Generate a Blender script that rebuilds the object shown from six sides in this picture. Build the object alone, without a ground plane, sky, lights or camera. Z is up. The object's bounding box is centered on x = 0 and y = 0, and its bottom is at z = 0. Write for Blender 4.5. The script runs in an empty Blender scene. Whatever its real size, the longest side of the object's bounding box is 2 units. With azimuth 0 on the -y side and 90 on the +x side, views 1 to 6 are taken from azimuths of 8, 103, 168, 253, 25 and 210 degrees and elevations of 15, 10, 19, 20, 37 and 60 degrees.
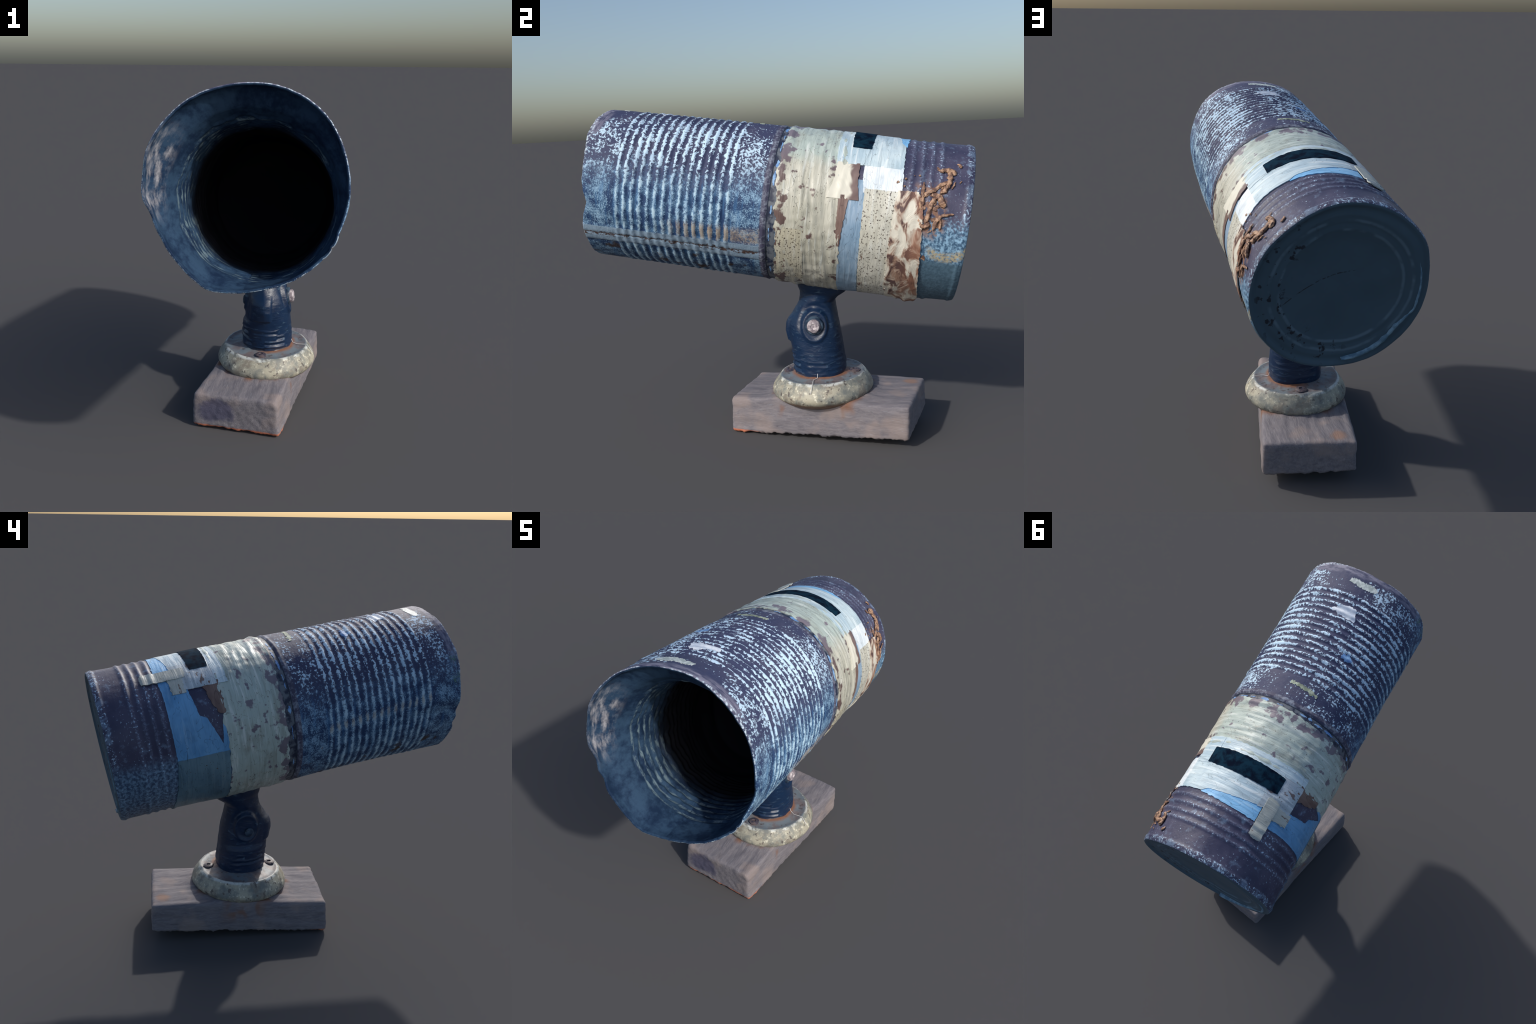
# Two old tin cans taped end to end, on a painted swivel bracket with a
# galvanised flange, screwed to a weathered block of wood.
import bpy, bmesh, math, random
from mathutils import Vector, Matrix, noise

random.seed(7)
RAD = math.pi / 180.0

# ------------------------------------------------------------------ helpers
def new_object(name, mesh, parent=None, mats=(), smooth=True):
    ob = bpy.data.objects.new(name, mesh)
    bpy.context.scene.collection.objects.link(ob)
    for m in mats:
        mesh.materials.append(m)
    if smooth:
        mesh.polygons.foreach_set("use_smooth", [True] * len(mesh.polygons))
    if parent is not None:
        ob.parent = parent
    return ob


def mesh_from(name, verts, faces):
    me = bpy.data.meshes.new(name)
    me.from_pydata([tuple(v) for v in verts], [], faces)
    me.update()
    return me


def recalc(me):
    bm = bmesh.new()
    bm.from_mesh(me)
    bmesh.ops.recalc_face_normals(bm, faces=bm.faces)
    bm.to_mesh(me)
    bm.free()


def sharp_by_angle(me, deg):
    bm = bmesh.new()
    bm.from_mesh(me)
    for e in bm.edges:
        if len(e.link_faces) == 2 and e.calc_face_angle(0) > deg * RAD:
            e.smooth = False
    bm.to_mesh(me)
    bm.free()


def n1(x, y=0.0, z=0.0):
    return noise.noise(Vector((x, y, z)))


def smooth(a, b, x):
    if a == b:
        return 1.0 if x >= a else 0.0
    t = min(1.0, max(0.0, (x - a) / (b - a)))
    return t * t * (3 - 2 * t)


def catmull(p0, p1, p2, p3, t):
    return 0.5 * (2 * p1 + (p2 - p0) * t + (2 * p0 - 5 * p1 + 4 * p2 - p3) * t * t
                  + (3 * p1 - p0 - 3 * p2 + p3) * t ** 3)


def lerp_table(tab, x):
    """piecewise linear rows: (x, a, b, ...)"""
    if x <= tab[0][0]:
        return tab[0][1:]
    for r0, r1 in zip(tab, tab[1:]):
        if x <= r1[0]:
            t = (x - r0[0]) / (r1[0] - r0[0])
            return tuple(a + (b - a) * t for a, b in zip(r0[1:], r1[1:]))
    return tab[-1][1:]


# ------------------------------------------------------------------ node kit
class Nodes:
    """Tiny expression layer over shader nodes: sockets or floats in, sockets out."""

    def __init__(self, name):
        self.mat = bpy.data.materials.new(name)
        self.mat.use_nodes = True
        self.nt = self.mat.node_tree
        self.nt.nodes.clear()
        self.out = self.nt.nodes.new("ShaderNodeOutputMaterial")
        self.bsdf = self.nt.nodes.new("ShaderNodeBsdfPrincipled")
        self.nt.links.new(self.bsdf.outputs[0], self.out.inputs[0])
        tc = self.nt.nodes.new("ShaderNodeTexCoord")
        self.P = tc.outputs["Object"]
        sep = self.nt.nodes.new("ShaderNodeSeparateXYZ")
        self.link(self.P, sep.inputs[0])
        self.x, self.y, self.z = sep.outputs

    def link(self, a, b):
        self.nt.links.new(a, b)

    def put(self, sock, v):
        if isinstance(v, bpy.types.NodeSocket):
            self.link(v, sock)
        elif isinstance(v, (tuple, list)) and len(v) == 3 and sock.type == 'RGBA':
            sock.default_value = (*v, 1)
        else:
            sock.default_value = v

    def m(self, op, a, b=0.0, c=0.0, clamp=False):
        n = self.nt.nodes.new("ShaderNodeMath")
        n.operation = op
        n.use_clamp = clamp
        for i, v in enumerate((a, b, c)):
            self.put(n.inputs[i], v)
        return n.outputs[0]

    def add(self, a, b): return self.m('ADD', a, b)
    def sub(self, a, b): return self.m('SUBTRACT', a, b)
    def mul(self, a, b): return self.m('MULTIPLY', a, b)
    def mx(self, a, b): return self.m('MAXIMUM', a, b)
    def inv(self, a): return self.m('SUBTRACT', 1.0, a, clamp=True)

    def step(self, x, lo, hi):
        n = self.nt.nodes.new("ShaderNodeMapRange")
        n.interpolation_type = 'SMOOTHSTEP'
        n.clamp = True
        self.put(n.inputs[0], x)
        self.put(n.inputs[1], lo)
        self.put(n.inputs[2], hi)
        return n.outputs[0]

    def band(self, x, a, b, soft):
        return self.mul(self.step(x, a - soft, a + soft), self.sub(1.0, self.step(x, b - soft, b + soft)))

    def vec(self, x, y, z=0.0):
        n = self.nt.nodes.new("ShaderNodeCombineXYZ")
        for i, v in enumerate((x, y, z)):
            self.put(n.inputs[i], v)
        return n.outputs[0]

    def scaled(self, v, s):
        n = self.nt.nodes.new("ShaderNodeMapping")
        self.link(v, n.inputs[0])
        n.inputs["Scale"].default_value = s
        return n.outputs[0]

    def noise(self, v, scale, detail=3.0, rough=0.55, dist=0.0):
        n = self.nt.nodes.new("ShaderNodeTexNoise")
        self.link(v, n.inputs["Vector"])
        n.inputs["Scale"].default_value = scale
        n.inputs["Detail"].default_value = detail
        n.inputs["Roughness"].default_value = rough
        n.inputs["Distortion"].default_value = dist
        return n.outputs[0]

    def voronoi(self, v, scale, feature='F1'):
        n = self.nt.nodes.new("ShaderNodeTexVoronoi")
        n.feature = feature
        self.link(v, n.inputs["Vector"])
        n.inputs["Scale"].default_value = scale
        return n.outputs["Distance"]

    def mix(self, f, a, b):
        n = self.nt.nodes.new("ShaderNodeMix")
        n.data_type = 'RGBA'
        self.put(n.inputs[0], f)
        self.put(n.inputs[6], a)
        self.put(n.inputs[7], b)
        return n.outputs[2]

    def bump(self, h, strength=0.3, dist=0.01):
        n = self.nt.nodes.new("ShaderNodeBump")
        n.inputs["Strength"].default_value = strength
        n.inputs["Distance"].default_value = dist
        self.link(h, n.inputs["Height"])
        self.link(n.outputs[0], self.bsdf.inputs["Normal"])

    def finish(self, col, rough=0.6, spec=0.3, metal=0.0):
        self.put(self.bsdf.inputs["Base Color"], col)
        self.put(self.bsdf.inputs["Roughness"], rough)
        self.bsdf.inputs["Specular IOR Level"].default_value = spec
        self.put(self.bsdf.inputs["Metallic"], metal)
        return self.mat

    # tube coordinates: angle from the top in degrees (+ towards +x), s along the axis
    def tube(self):
        self.deg = self.mul(self.m('ARCTAN2', self.x, self.z), 180 / math.pi)
        self.s = self.y
        self.arc = self.mul(self.deg, 0.4 * RAD)
        # unrolled surface coordinates; the jump sits at the very bottom
        self.uv = self.vec(self.arc, self.s)
        return self


# ------------------------------------------------------------------ tube frame
A = Vector((0.021, -0.922, 1.393))       # centre of the open mouth
B = Vector((-0.038, 0.931, 1.120))       # centre of the lid
AX = (B - A).normalized()
XX = AX.cross(Vector((0, 0, 1))).normalized()
ZZ = XX.cross(AX)
LEN = (B - A).length
TUBE = Matrix(((XX.x, AX.x, ZZ.x, A.x), (XX.y, AX.y, ZZ.y, A.y), (XX.z, AX.z, ZZ.z, A.z), (0, 0, 0, 1)))
SEAM = 0.945                              # where the two cans meet

# cross-sections of the dented tube: s, then (angle, radius)
SECTIONS = [
    (0.0, [(-170, .408), (-161, .417), (-153, .407), (-138, .388), (-121, .380), (-105, .383), (-95, .402), (-84, .402),
           (-69, .409), (-49, .406), (-36, .405), (-16, .401), (0, .401), (16, .408), (37, .414), (50, .413), (61, .408),
           (74, .402), (88, .400), (101, .399), (112, .397), (123, .401), (144, .397), (154, .395), (170, .394)]),
    (0.55, [(-155, .400), (-135, .397), (-120, .391), (-99, .385), (-80, .391), (-45, .405), (-20, .404), (12, .403),
            (45, .403), (69, .400), (90, .404), (107, .409), (120, .397), (145, .396), (166, .398)]),
    (0.93, [(-155, .404), (-135, .398), (-120, .393), (-99, .386), (-80, .387), (-45, .405), (-20, .404), (12, .405),
            (45, .403), (69, .400), (90, .402), (107, .404), (120, .401), (145, .401), (166, .403)]),
    (1.30, [(-155, .404), (-135, .396), (-120, .391), (-99, .383), (-80, .384), (-45, .401), (-20, .400), (12, .399),
            (45, .396), (69, .389), (90, .393), (107, .396), (120, .394), (145, .400), (166, .410)]),
    (1.60, [(-155, .394), (-135, .390), (-120, .385), (-99, .379), (-80, .381), (-45, .396), (-20, .393), (12, .392),
            (45, .394), (69, .392), (90, .394), (107, .398), (120, .397), (145, .401), (166, .404)]),
    (LEN, [(-155, .397), (-139, .394), (-114, .392), (-90, .386), (-79, .388), (-61, .399), (-45, .396), (-16, .394),
           (6, .396), (25, .388), (42, .384), (56, .390), (84, .394), (102, .396), (127, .394), (143, .395),
           (162, .394), (179, .391)]),
]


def section_radius(pts, a):
    n = len(pts)
    for i in range(n):
        a1, r1 = pts[i]
        a2, r2 = pts[(i + 1) % n]
        if i == n - 1:
            a2 += 360
            if a < a1:
                a += 360
        if a1 <= a <= a2:
            r0 = pts[(i - 1) % n][1]
            r3 = pts[(i + 2) % n][1]
            return catmull(r0, r1, r2, r3, (a - a1) / (a2 - a1))
    return 0.4


def base_radius(s, a):
    a = (a + 180) % 360 - 180
    s = min(max(s, 0.0), LEN)
    for (s0, p0), (s1, p1) in zip(SECTIONS, SECTIONS[1:]):
        if s <= s1:
            t = (s - s0) / (s1 - s0)
            r = section_radius(p0, a) * (1 - t) + section_radius(p1, a) * t
            break
    # saddle under the tube where the bracket is wrapped in
    d = abs((a - 180 + 180) % 360 - 180)
    r += 0.005 * math.exp(-(d / 20) ** 2) * smooth(0.96, 1.14, s) * (1 - smooth(1.30, 1.44, s))
    # a slack fold of tape low on the rear can
    r += 0.014 * math.exp(-((a - 166) / 16) ** 2) * math.exp(-((s - 1.655) / 0.035) ** 2)
    r += 0.0016 * n1(a * 0.045, s * 5, 3.1)
    return r


PERIOD, RIB0, RIBS = 0.0408, 0.175, 15


def front_radius(s, a):
    r = base_radius(s, a)
    # pressed corrugation, softer and wavier low on the sides
    ph = (s - RIB0) / PERIOD + 0.16 * n1(a * 0.05, s * 2, 9) + 0.10 * n1(a * 0.16, s * 9, 2)
    m = smooth(RIB0 - 0.03, RIB0, s) * (1 - smooth(RIB0 + (RIBS - 1) * PERIOD, RIB0 + (RIBS - 1) * PERIOD + 0.03, s))
    low = smooth(60, 140, abs(a))
    r += m * (0.0036 - 0.0008 * low) * math.cos(2 * math.pi * ph) * (1 + 0.5 * n1(a * 0.11, s * 30, 5))
    # end bead and the groove of the joint
    r += 0.0036 * (1 + .9 * n1(a * .07, 3.3)) * math.exp(-((s - 0.927 - .003 * n1(a * .05, 8.1)) / 0.006) ** 2)
    r -= 0.003 * smooth(0.934, 0.944, s)
    # folded side seam
    r += 0.003 * smooth(114, 116, a) * (1 - smooth(128, 130, a)) - 0.004 * math.exp(-((a - 122) / 0.7) ** 2)
    r += 0.0012 * n1(a * 0.25, s * 22, 1)
    return r


BEADS = (1.595, 1.640, 1.686, 1.730)


def rear_radius(s, a):
    r = base_radius(s, a)
    fade = 1 - smooth(66, 74, a) * (1 - smooth(150, 160, a))
    for b in BEADS:
        w = 0.004 * n1(a * 0.06, b * 9, 4)
        r += fade * 0.0055 * math.exp(-((s - b - w) / 0.011) ** 2)
    r += 0.004 * math.exp(-((s - (LEN - 0.012)) / 0.010) ** 2)
    r -= 0.004 * smooth(LEN + 0.004, LEN + 0.011, s)
    r -= 0.0035 * (1 - smooth(0.945, 0.985, s))
    r += 0.001 * n1(a * 0.2, s * 20, 1)
    return r


def tube_point(s, a, r):
    return Vector((r * math.sin(a * RAD), s, r * math.cos(a * RAD)))


def frange(a, b, step):
    n = max(1, round((b - a) / step))
    return [a + (b - a) * i / n for i in range(n + 1)]


# ------------------------------------------------------------------ materials
DARK = (0.040, 0.049, 0.110)       # stained tin
NAVY = (0.028, 0.045, 0.115)
STEEL = (0.16, 0.27, 0.42)
FLECK = (0.52, 0.70, 0.87)
BROWN = (0.105, 0.062, 0.060)
RUST = (0.23, 0.10, 0.05)
REFLECT_TAN = (0.42, 0.33, 0.24)


def front_can_material():
    k = Nodes("stained corrugated tin").tube()
    wob = k.noise(k.uv, 14, 2)
    ph = k.add(k.mul(k.sub(k.s, RIB0), 2 * math.pi / PERIOD), k.mul(k.sub(wob, 0.5), 3.6))
    inrib = k.band(k.s, RIB0 - 0.018, RIB0 + (RIBS - 1) * PERIOD + 0.018, 0.006)
    crest = k.mul(k.m('COSINE', ph), inrib)
    absd = k.m('ABSOLUTE', k.deg)
    big = k.noise(k.uv, 5.5, 3)
    fl = k.noise(k.uv, 74, 5, 0.64, 0.35)
    fine = k.noise(k.uv, 190, 3, 0.6)
    # top: purple grey stain, white flecks that survive on the crests
    lane = k.band(k.deg, -12, 32, 9)                     # bare lane along the top
    plain = k.mul(k.sub(1.0, inrib), lane)
    mid = k.noise(k.uv, 17, 3, 0.6)
    e = k.add(k.add(fl, k.mul(crest, 0.105)), k.add(k.mul(k.sub(big, 0.5), 0.36), k.mul(k.sub(mid, 0.5), 0.42)))
    e = k.sub(e, k.mul(plain, 0.055))
    e = k.add(e, k.mul(k.band(k.deg, 26, 70, 10), 0.06))  # extra white flecks brighten the band where the sun highlight falls
    e = k.add(e, k.mul(k.band(k.deg, -55, -12, 10), 0.025))
    rimbare = k.mul(k.sub(1.0, k.step(k.add(k.s, k.mul(big, 0.05)), 0.042, 0.072)), k.band(k.deg, -70, 46, 8))
    e = k.sub(e, k.mul(rimbare, 0.2))
    flecks = k.step(e, 0.558, 0.615)
    stain = k.mix(k.step(big, 0.35, 0.7), DARK, (0.064, 0.066, 0.120))
    stain = k.mix(k.mul(rimbare, k.step(k.noise(k.scaled(k.uv, (.5, 2, 1)), 22, 4, .6), .36, .62)), stain, (0.22, 0.22, 0.30))
    top = k.mix(flecks, stain, FLECK)
    # flanks: fine blue-grey speckle, bluer than the top
    sp = k.step(k.add(k.add(k.mul(fine, 0.7), k.mul(fl, 0.45)), k.add(k.mul(crest, 0.11), k.mul(k.sub(mid, .5), 0.45))), 0.53, 0.70)
    side = k.mix(sp, k.mix(k.step(mid, 0.4, 0.6), (0.016, 0.045, 0.125), (0.048, 0.115, 0.225)), (0.27, 0.44, 0.62))
    side = k.mix(k.mul(k.step(k.add(k.mul(crest, 0.2), k.add(k.mul(mid, .7), k.mul(fl, .5))), 0.72, 0.86), 0.75), side, (0.50, 0.68, 0.80))
    streak = k.step(k.noise(k.scaled(k.uv, (0.6, 5, 1)), 9, 3), 0.52, 0.68)
    side = k.mix(k.mul(streak, 0.5), side, (0.045, 0.15, 0.33))
    zone = k.step(k.add(absd, k.add(k.mul(k.sub(big, 0.5), 40), k.mul(k.sub(fl, .5), 60))), 52, 90)
    col = k.mix(zone, top, side)
    # underside: duller, rust bleeding in blotches
    under = k.step(absd, 118, 136)
    col = k.mix(k.mul(under, k.step(k.noise(k.uv, 11, 4), 0.56, 0.66)), col, (0.06, 0.045, 0.045))
    # warm reflected light painted as tan bands, above the seam and opposite
    tan_reflect = k.mul(k.band(k.add(k.deg, k.mul(k.sub(wob, .5), 5)), 104, 115, 3), k.step(k.s, 0.36, 0.60))
    tan_reflect = k.mul(tan_reflect, k.step(k.add(k.mul(crest, 0.5), fl), 0.28, 0.7))
    col = k.mix(k.mul(tan_reflect, 0.75), col, REFLECT_TAN)
    tan_reflect2 = k.mul(k.band(k.add(k.deg, k.mul(k.s, 14)), -90, -84, 2.5), k.mul(inrib, k.step(crest, 0.1, 0.6)))
    col = k.mix(k.mul(tan_reflect2, 0.5), col, REFLECT_TAN)
    # soldered side seam
    strip = k.band(k.deg, 116, 129.2, 0.5)
    col = k.mix(strip, col, k.mix(k.noise(k.scaled(k.uv, (1, 5, 1)), 30, 3), (0.14, 0.24, 0.36), (0.32, 0.42, 0.53)))
    edge = k.add(k.deg, k.mul(k.sub(k.noise(k.uv, 45, 3), 0.5), 4.5))
    blot = k.step(k.noise(k.uv, 26, 2), 0.50, 0.62)
    line = k.mx(k.band(edge, 121.6, 122.5, 0.35), k.mul(k.band(edge, 120.6, 124.4, 0.6), blot))
    col = k.mix(line, col, (0.055, 0.035, 0.032))
    # rust freckles and the joint band
    rust = k.step(k.noise(k.uv, 8.5, 5, 0.65), 0.665, 0.72)
    col = k.mix(k.mul(rust, 0.8), col, (0.13, 0.085, 0.085))
    col = k.mix(k.step(k.s, 0.905, 0.915), col, k.mix(k.step(k.add(k.mul(mid, .6), k.mul(fl, .5)), .5, .68), (0.055, 0.055, 0.10), (0.22, 0.25, 0.32)))
    col = k.mix(k.step(k.s, 0.938, 0.942), col, (0.025, 0.035, 0.06))
    # worn rim lip
    col = k.mix(k.mul(k.sub(1.0, k.step(k.s, -0.012, -0.004)), k.step(fl, 0.45, 0.6)), col, (0.5, 0.6, 0.7))
    # moss
    moss = k.mul(k.mx(k.band(k.deg, -67, -62, 1.5), k.band(k.deg, -83, -76, 2)), k.band(k.s, -0.02, 0.035, 0.008))
    col = k.mix(k.mul(moss, k.mul(k.step(fl, 0.46, 0.60), 0.7)), col, (0.05, 0.11, 0.03))
    k.bump(k.add(fl, k.mul(flecks, 0.5)), 0.35, 0.006)
    return k.finish(col, k.add(0.52, k.mul(fl, 0.25)), 0.3)


def inside_material():
    k = Nodes("blued tin inside").tube()
    big = k.noise(k.uv, 6, 4)
    st = k.noise(k.scaled(k.uv, (0.8, 2.2, 1)), 24, 5, 0.68, 0.8)
    col = k.mix(k.step(k.add(k.mul(big, .6), k.mul(k.noise(k.uv, 34, 5, .7), .4)), 0.40, 0.60), (0.009, 0.024, 0.060), (0.030, 0.066, 0.125))
    ph = k.add(k.mul(k.sub(k.s, RIB0), 2 * math.pi / PERIOD), k.mul(k.sub(big, 0.5), 3))
    rib = k.mul(k.step(k.m('COSINE', ph), 0.1, 0.9), k.step(k.s, 0.14, 0.18))
    col = k.mix(k.mul(rib, k.step(st, 0.42, 0.62)), col, (0.13, 0.19, 0.23))
    wisp = k.noise(k.scaled(k.uv, (0.7, 2.4, 1)), 13, 5, 0.66)
    chalk = k.mul(k.mul(k.band(k.deg, -105, -55, 12), k.band(k.s, -0.03, 0.085, 0.03)), k.step(wisp, 0.42, 0.74))
    col = k.mix(chalk, col, (0.40, 0.40, 0.43))
    depth_shade = k.step(k.add(k.s, k.mul(k.sub(st, 0.5), 0.12)), 0.26, 0.46)  # darkness of the deep hollow painted in as a fade to black
    col = k.mix(depth_shade, col, (0.006, 0.007, 0.011))
    k.bump(st, 0.3, 0.006)
    return k.finish(col, 0.75, 0.12)


def rear_can_material():
    k = Nodes("dull purple tin").tube()
    big = k.noise(k.uv, 5, 4)
    fl = k.noise(k.uv, 85, 4, 0.62)
    col = k.mix(k.step(big, 0.35, 0.68), (0.038, 0.040, 0.084), (0.074, 0.072, 0.124))  # tin colour lowered towards the navy of its shaded left side
    crest = None
    for b in BEADS:
        c = k.band(k.add(k.s, k.mul(k.sub(big, .5), 0.008)), b - 0.008, b + 0.008, 0.006)
        crest = c if crest is None else k.mx(crest, c)
    col = k.mix(k.mul(k.mul(crest, k.step(fl, .38, .6)), 0.55), col, (0.16, 0.19, 0.29))
    rimband = k.band(k.s, LEN - 0.026, LEN + 0.02, 0.007)
    e = k.add(fl, k.add(k.mul(crest, 0.06), k.add(k.mul(rimband, 0.09), k.mul(k.sub(big, .5), 0.3))))
    cloud = k.step(k.add(k.noise(k.uv, 19, 4, .62), k.add(k.mul(rimband, 0.10), k.mul(crest, .03))), 0.56, 0.72)
    col = k.mix(k.mul(cloud, 0.5), col, (0.20, 0.29, 0.42))
    col = k.mix(k.mul(k.step(e, 0.635, 0.70), 0.85), col, (0.44, 0.60, 0.76))
    # scuffed bluish flanks low down
    low = k.mx(k.step(k.add(k.deg, k.mul(k.sub(fl, .5), 40)), 78, 92), k.mul(k.step(k.mul(k.deg, -1), 86, 100), 0.55))
    blue = k.mix(k.step(k.noise(k.uv, 60, 4, 0.6), 0.4, 0.62), (0.045, 0.105, 0.19), (0.25, 0.43, 0.61))
    col = k.mix(low, col, blue)
    rst = k.mul(k.band(k.add(k.deg, k.mul(k.sub(big, .5), 20)), 60, 92, 5), k.band(k.add(k.s, k.mul(k.sub(big, .5), .05)), 1.62, 1.765, .02))
    col = k.mix(k.mul(rst, k.step(k.noise(k.uv, 30, 4, .6), .46, .56)), col, k.mix(fl, (0.10, 0.062, 0.058), (0.34, 0.18, 0.11)))
    glow = k.mul(k.band(k.add(k.deg, k.mul(k.m('POWER', k.mul(k.sub(k.s, 1.79), 8), 2), 10)), 104, 111, 1.6), k.step(k.s, 1.69, 1.73))  # baked tan reflection drawn into the lower flank colour
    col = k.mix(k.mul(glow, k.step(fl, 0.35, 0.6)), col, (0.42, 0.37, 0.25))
    deep = k.mul(k.band(k.deg, 111, 181, 2), 0.85)
    col = k.mix(deep, col, k.mix(big, (0.05, 0.095, 0.14), (0.085, 0.155, 0.215)))
    # blackened joint, where the wrap stops short
    col = k.mix(k.sub(1.0, k.step(k.s, 0.985, 0.992)), col, k.mix(k.step(k.noise(k.uv, 26, 3), .4, .6), (0.012, 0.02, 0.05), (0.12, 0.14, 0.17)))
    k.bump(fl, 0.25, 0.005)
    return k.finish(col, 0.5, 0.35)


def lid_material():
    k = Nodes("lid tin")
    r = k.m('SQRT', k.add(k.mul(k.x, k.x), k.mul(k.z, k.z)))
    n = k.noise(k.P, 6, 4)
    col = k.mix(n, (0.045, 0.082, 0.115), (0.066, 0.115, 0.155))
    rr = k.add(r, k.mul(k.sub(n, .5), 0.02))
    ring = k.mx(k.band(rr, 0.262, 0.274, 0.004), k.band(rr, 0.305, 0.317, 0.004))
    col = k.mix(k.mul(k.mul(ring, k.step(k.noise(k.P, 9, 3), .38, .56)), 0.8), col, (0.115, 0.18, 0.235))
    pit = k.mul(k.step(k.noise(k.P, 22, 3, 0.6), 0.565, 0.62), k.band(rr, 0.24, 0.37, 0.03))
    col = k.mix(k.mul(pit, k.step(k.mul(k.sub(k.x, k.mul(k.z, 0.3)), 1), 0.0, 0.14)), col, (0.016, 0.022, 0.034))
    # a scratch across the lid
    d = k.add(k.sub(k.z, k.mul(k.x, -0.35)), k.mul(k.m('POWER', k.sub(k.x, 0.05), 2), 1.3))
    sc = k.mul(k.band(k.add(d, k.mul(k.sub(n, .5), 0.03)), 0.068, 0.073, 0.002), k.band(k.x, -0.05, 0.25, 0.02))
    col = k.mix(k.mul(sc, k.step(k.noise(k.P, 50, 2), 0.42, 0.55)), col, (0.018, 0.022, 0.03))
    k.bump(k.noise(k.P, 40, 3), 0.2, 0.004)
    return k.finish(col, 0.55, 0.3)


def tape_material(name, base, alt, specks=0.0, brown=0.0, folds=0.5, hi=(0.86, 0.92, 0.93), brown_edge=None, tint=None):
    """aged tape: fold lines round the tube, optional black fly-specks and brown stains"""
    k = Nodes(name).tube()
    big = k.noise(k.uv, 6, 3)
    st = k.noise(k.scaled(k.uv, (0.55, 6.5, 1)), 8, 4, 0.6, 0.5)
    col = k.mix(k.step(big, 0.35, 0.68), base, alt)
    if tint is not None:                                   # cooler grey-green over the top and left side
        lo, hi_a, tcol = tint
        col = k.mix(k.band(k.add(k.deg, k.mul(k.sub(big, .5), 30)), lo, hi_a, 8), col, tcol)
    soil = k.step(k.noise(k.scaled(k.uv, (0.8, 1.6, 1)), 7, 4, 0.6), 0.50, 0.68)
    col = k.mix(k.mul(soil, 0.5), col, tuple(c * f for c, f in zip(base, (0.58, 0.60, 0.62))))
    col = k.mix(k.mul(k.step(st, 0.52, 0.70), folds), col, hi)
    col = k.mix(k.mul(k.step(st, 0.44, 0.34), folds * 0.55), col, tuple(c * 0.45 for c in base))
    cr = k.noise(k.scaled(k.uv, (1, 2.6, 1)), 7, 2, 0.5, 0.8)
    col = k.mix(k.mul(k.band(cr, 0.496, 0.504, 0.003), 0.65), col, tuple(c * 0.35 for c in base))
    if specks:
        v = k.noise(k.uv, 95, 2, 0.5)
        g = k.step(k.noise(k.uv, 7, 2), 0.32, 0.55)
        col = k.mix(k.mul(k.step(k.add(v, k.mul(g, 0.06)), 0.74 - specks * 0.09, 0.765 - specks * 0.09), 0.9), col, (0.07, 0.052, 0.045))
    wide = k.voronoi(k.uv, 21)
    amount = 0.8 if specks else 0.0
    dots = k.mul(k.step(k.add(wide, k.mul(k.noise(k.uv, 40, 2), 0.16)), 0.19, 0.15), k.step(k.noise(k.uv, 9, 2), 0.56, 0.62))
    col = k.mix(k.mul(dots, amount), col, (0.085, 0.07, 0.065))
    if brown_edge is not None:
        s0, s1 = brown_edge
        b = k.add(k.noise(k.uv, 15, 3, 0.55), k.mul(k.band(k.s, s0, s1, 0.022), 0.145))
        b = k.step(b, 0.60, 0.66)
        col = k.mix(k.mul(b, 0.95), col, k.mix(k.step(k.deg, 35, 70), (0.17, 0.145, 0.185), BROWN))
    if brown:
        b = k.step(k.noise(k.scaled(k.uv, (0.6, 1.5, 1)), 13, 4, 0.6), 0.63 - brown * 0.2, 0.68 - brown * 0.2)
        col = k.mix(k.mul(b, 0.9), col, k.mix(big, BROWN, (0.22, 0.12, 0.085)))
    k.bump(k.add(st, k.mul(k.noise(k.uv, 60, 2), 0.2)), 0.45, 0.008)
    return k.finish(col, 0.42, 0.4)


def flap_material():
    k = Nodes("peeling tape").tube()
    n = k.noise(k.uv, 10, 3, 0.5, 0.6)
    e = k.add(k.s, k.mul(k.sub(n, .5), 0.10))
    col = k.mix(k.step(e, 1.305, 1.325), (0.72, 0.71, 0.62), k.mix(n, BROWN, (0.25, 0.19, 0.18)))
    k.bump(n, 0.5, 0.01)
    return k.finish(col, 0.4, 0.4)


def rusty_tape_material():
    k = Nodes("glue stained tape").tube()
    a = k.noise(k.scaled(k.uv, (0.7, 1.4, 1)), 12, 4, 0.6, 0.8)
    b = k.noise(k.uv, 6.5, 3)
    col = k.mix(k.step(a, 0.44, 0.60), (0.66, 0.64, 0.56), (0.30, 0.19, 0.14))
    col = k.mix(k.step(k.add(a, k.mul(b, 0.5)), 0.79, 0.86), col, BROWN)
    warm = k.mul(k.step(k.s, 1.57, 1.68), k.step(a, 0.42, 0.55))
    col = k.mix(k.mul(warm, 0.65), col, (0.33, 0.16, 0.10))
    k.bump(a, 0.6, 0.012)
    return k.finish(col, 0.5, 0.35)


def simple_material(name, c1, c2, scale=20, rough=0.55, spec=0.3, bump=0.3, lo=0.4, hi=0.62):
    k = Nodes(name)
    n = k.noise(k.P, scale, 4, 0.6)
    k.bump(n, bump, 0.006)
    return k.finish(k.mix(k.step(n, lo, hi), c1, c2), rough, spec)


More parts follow.
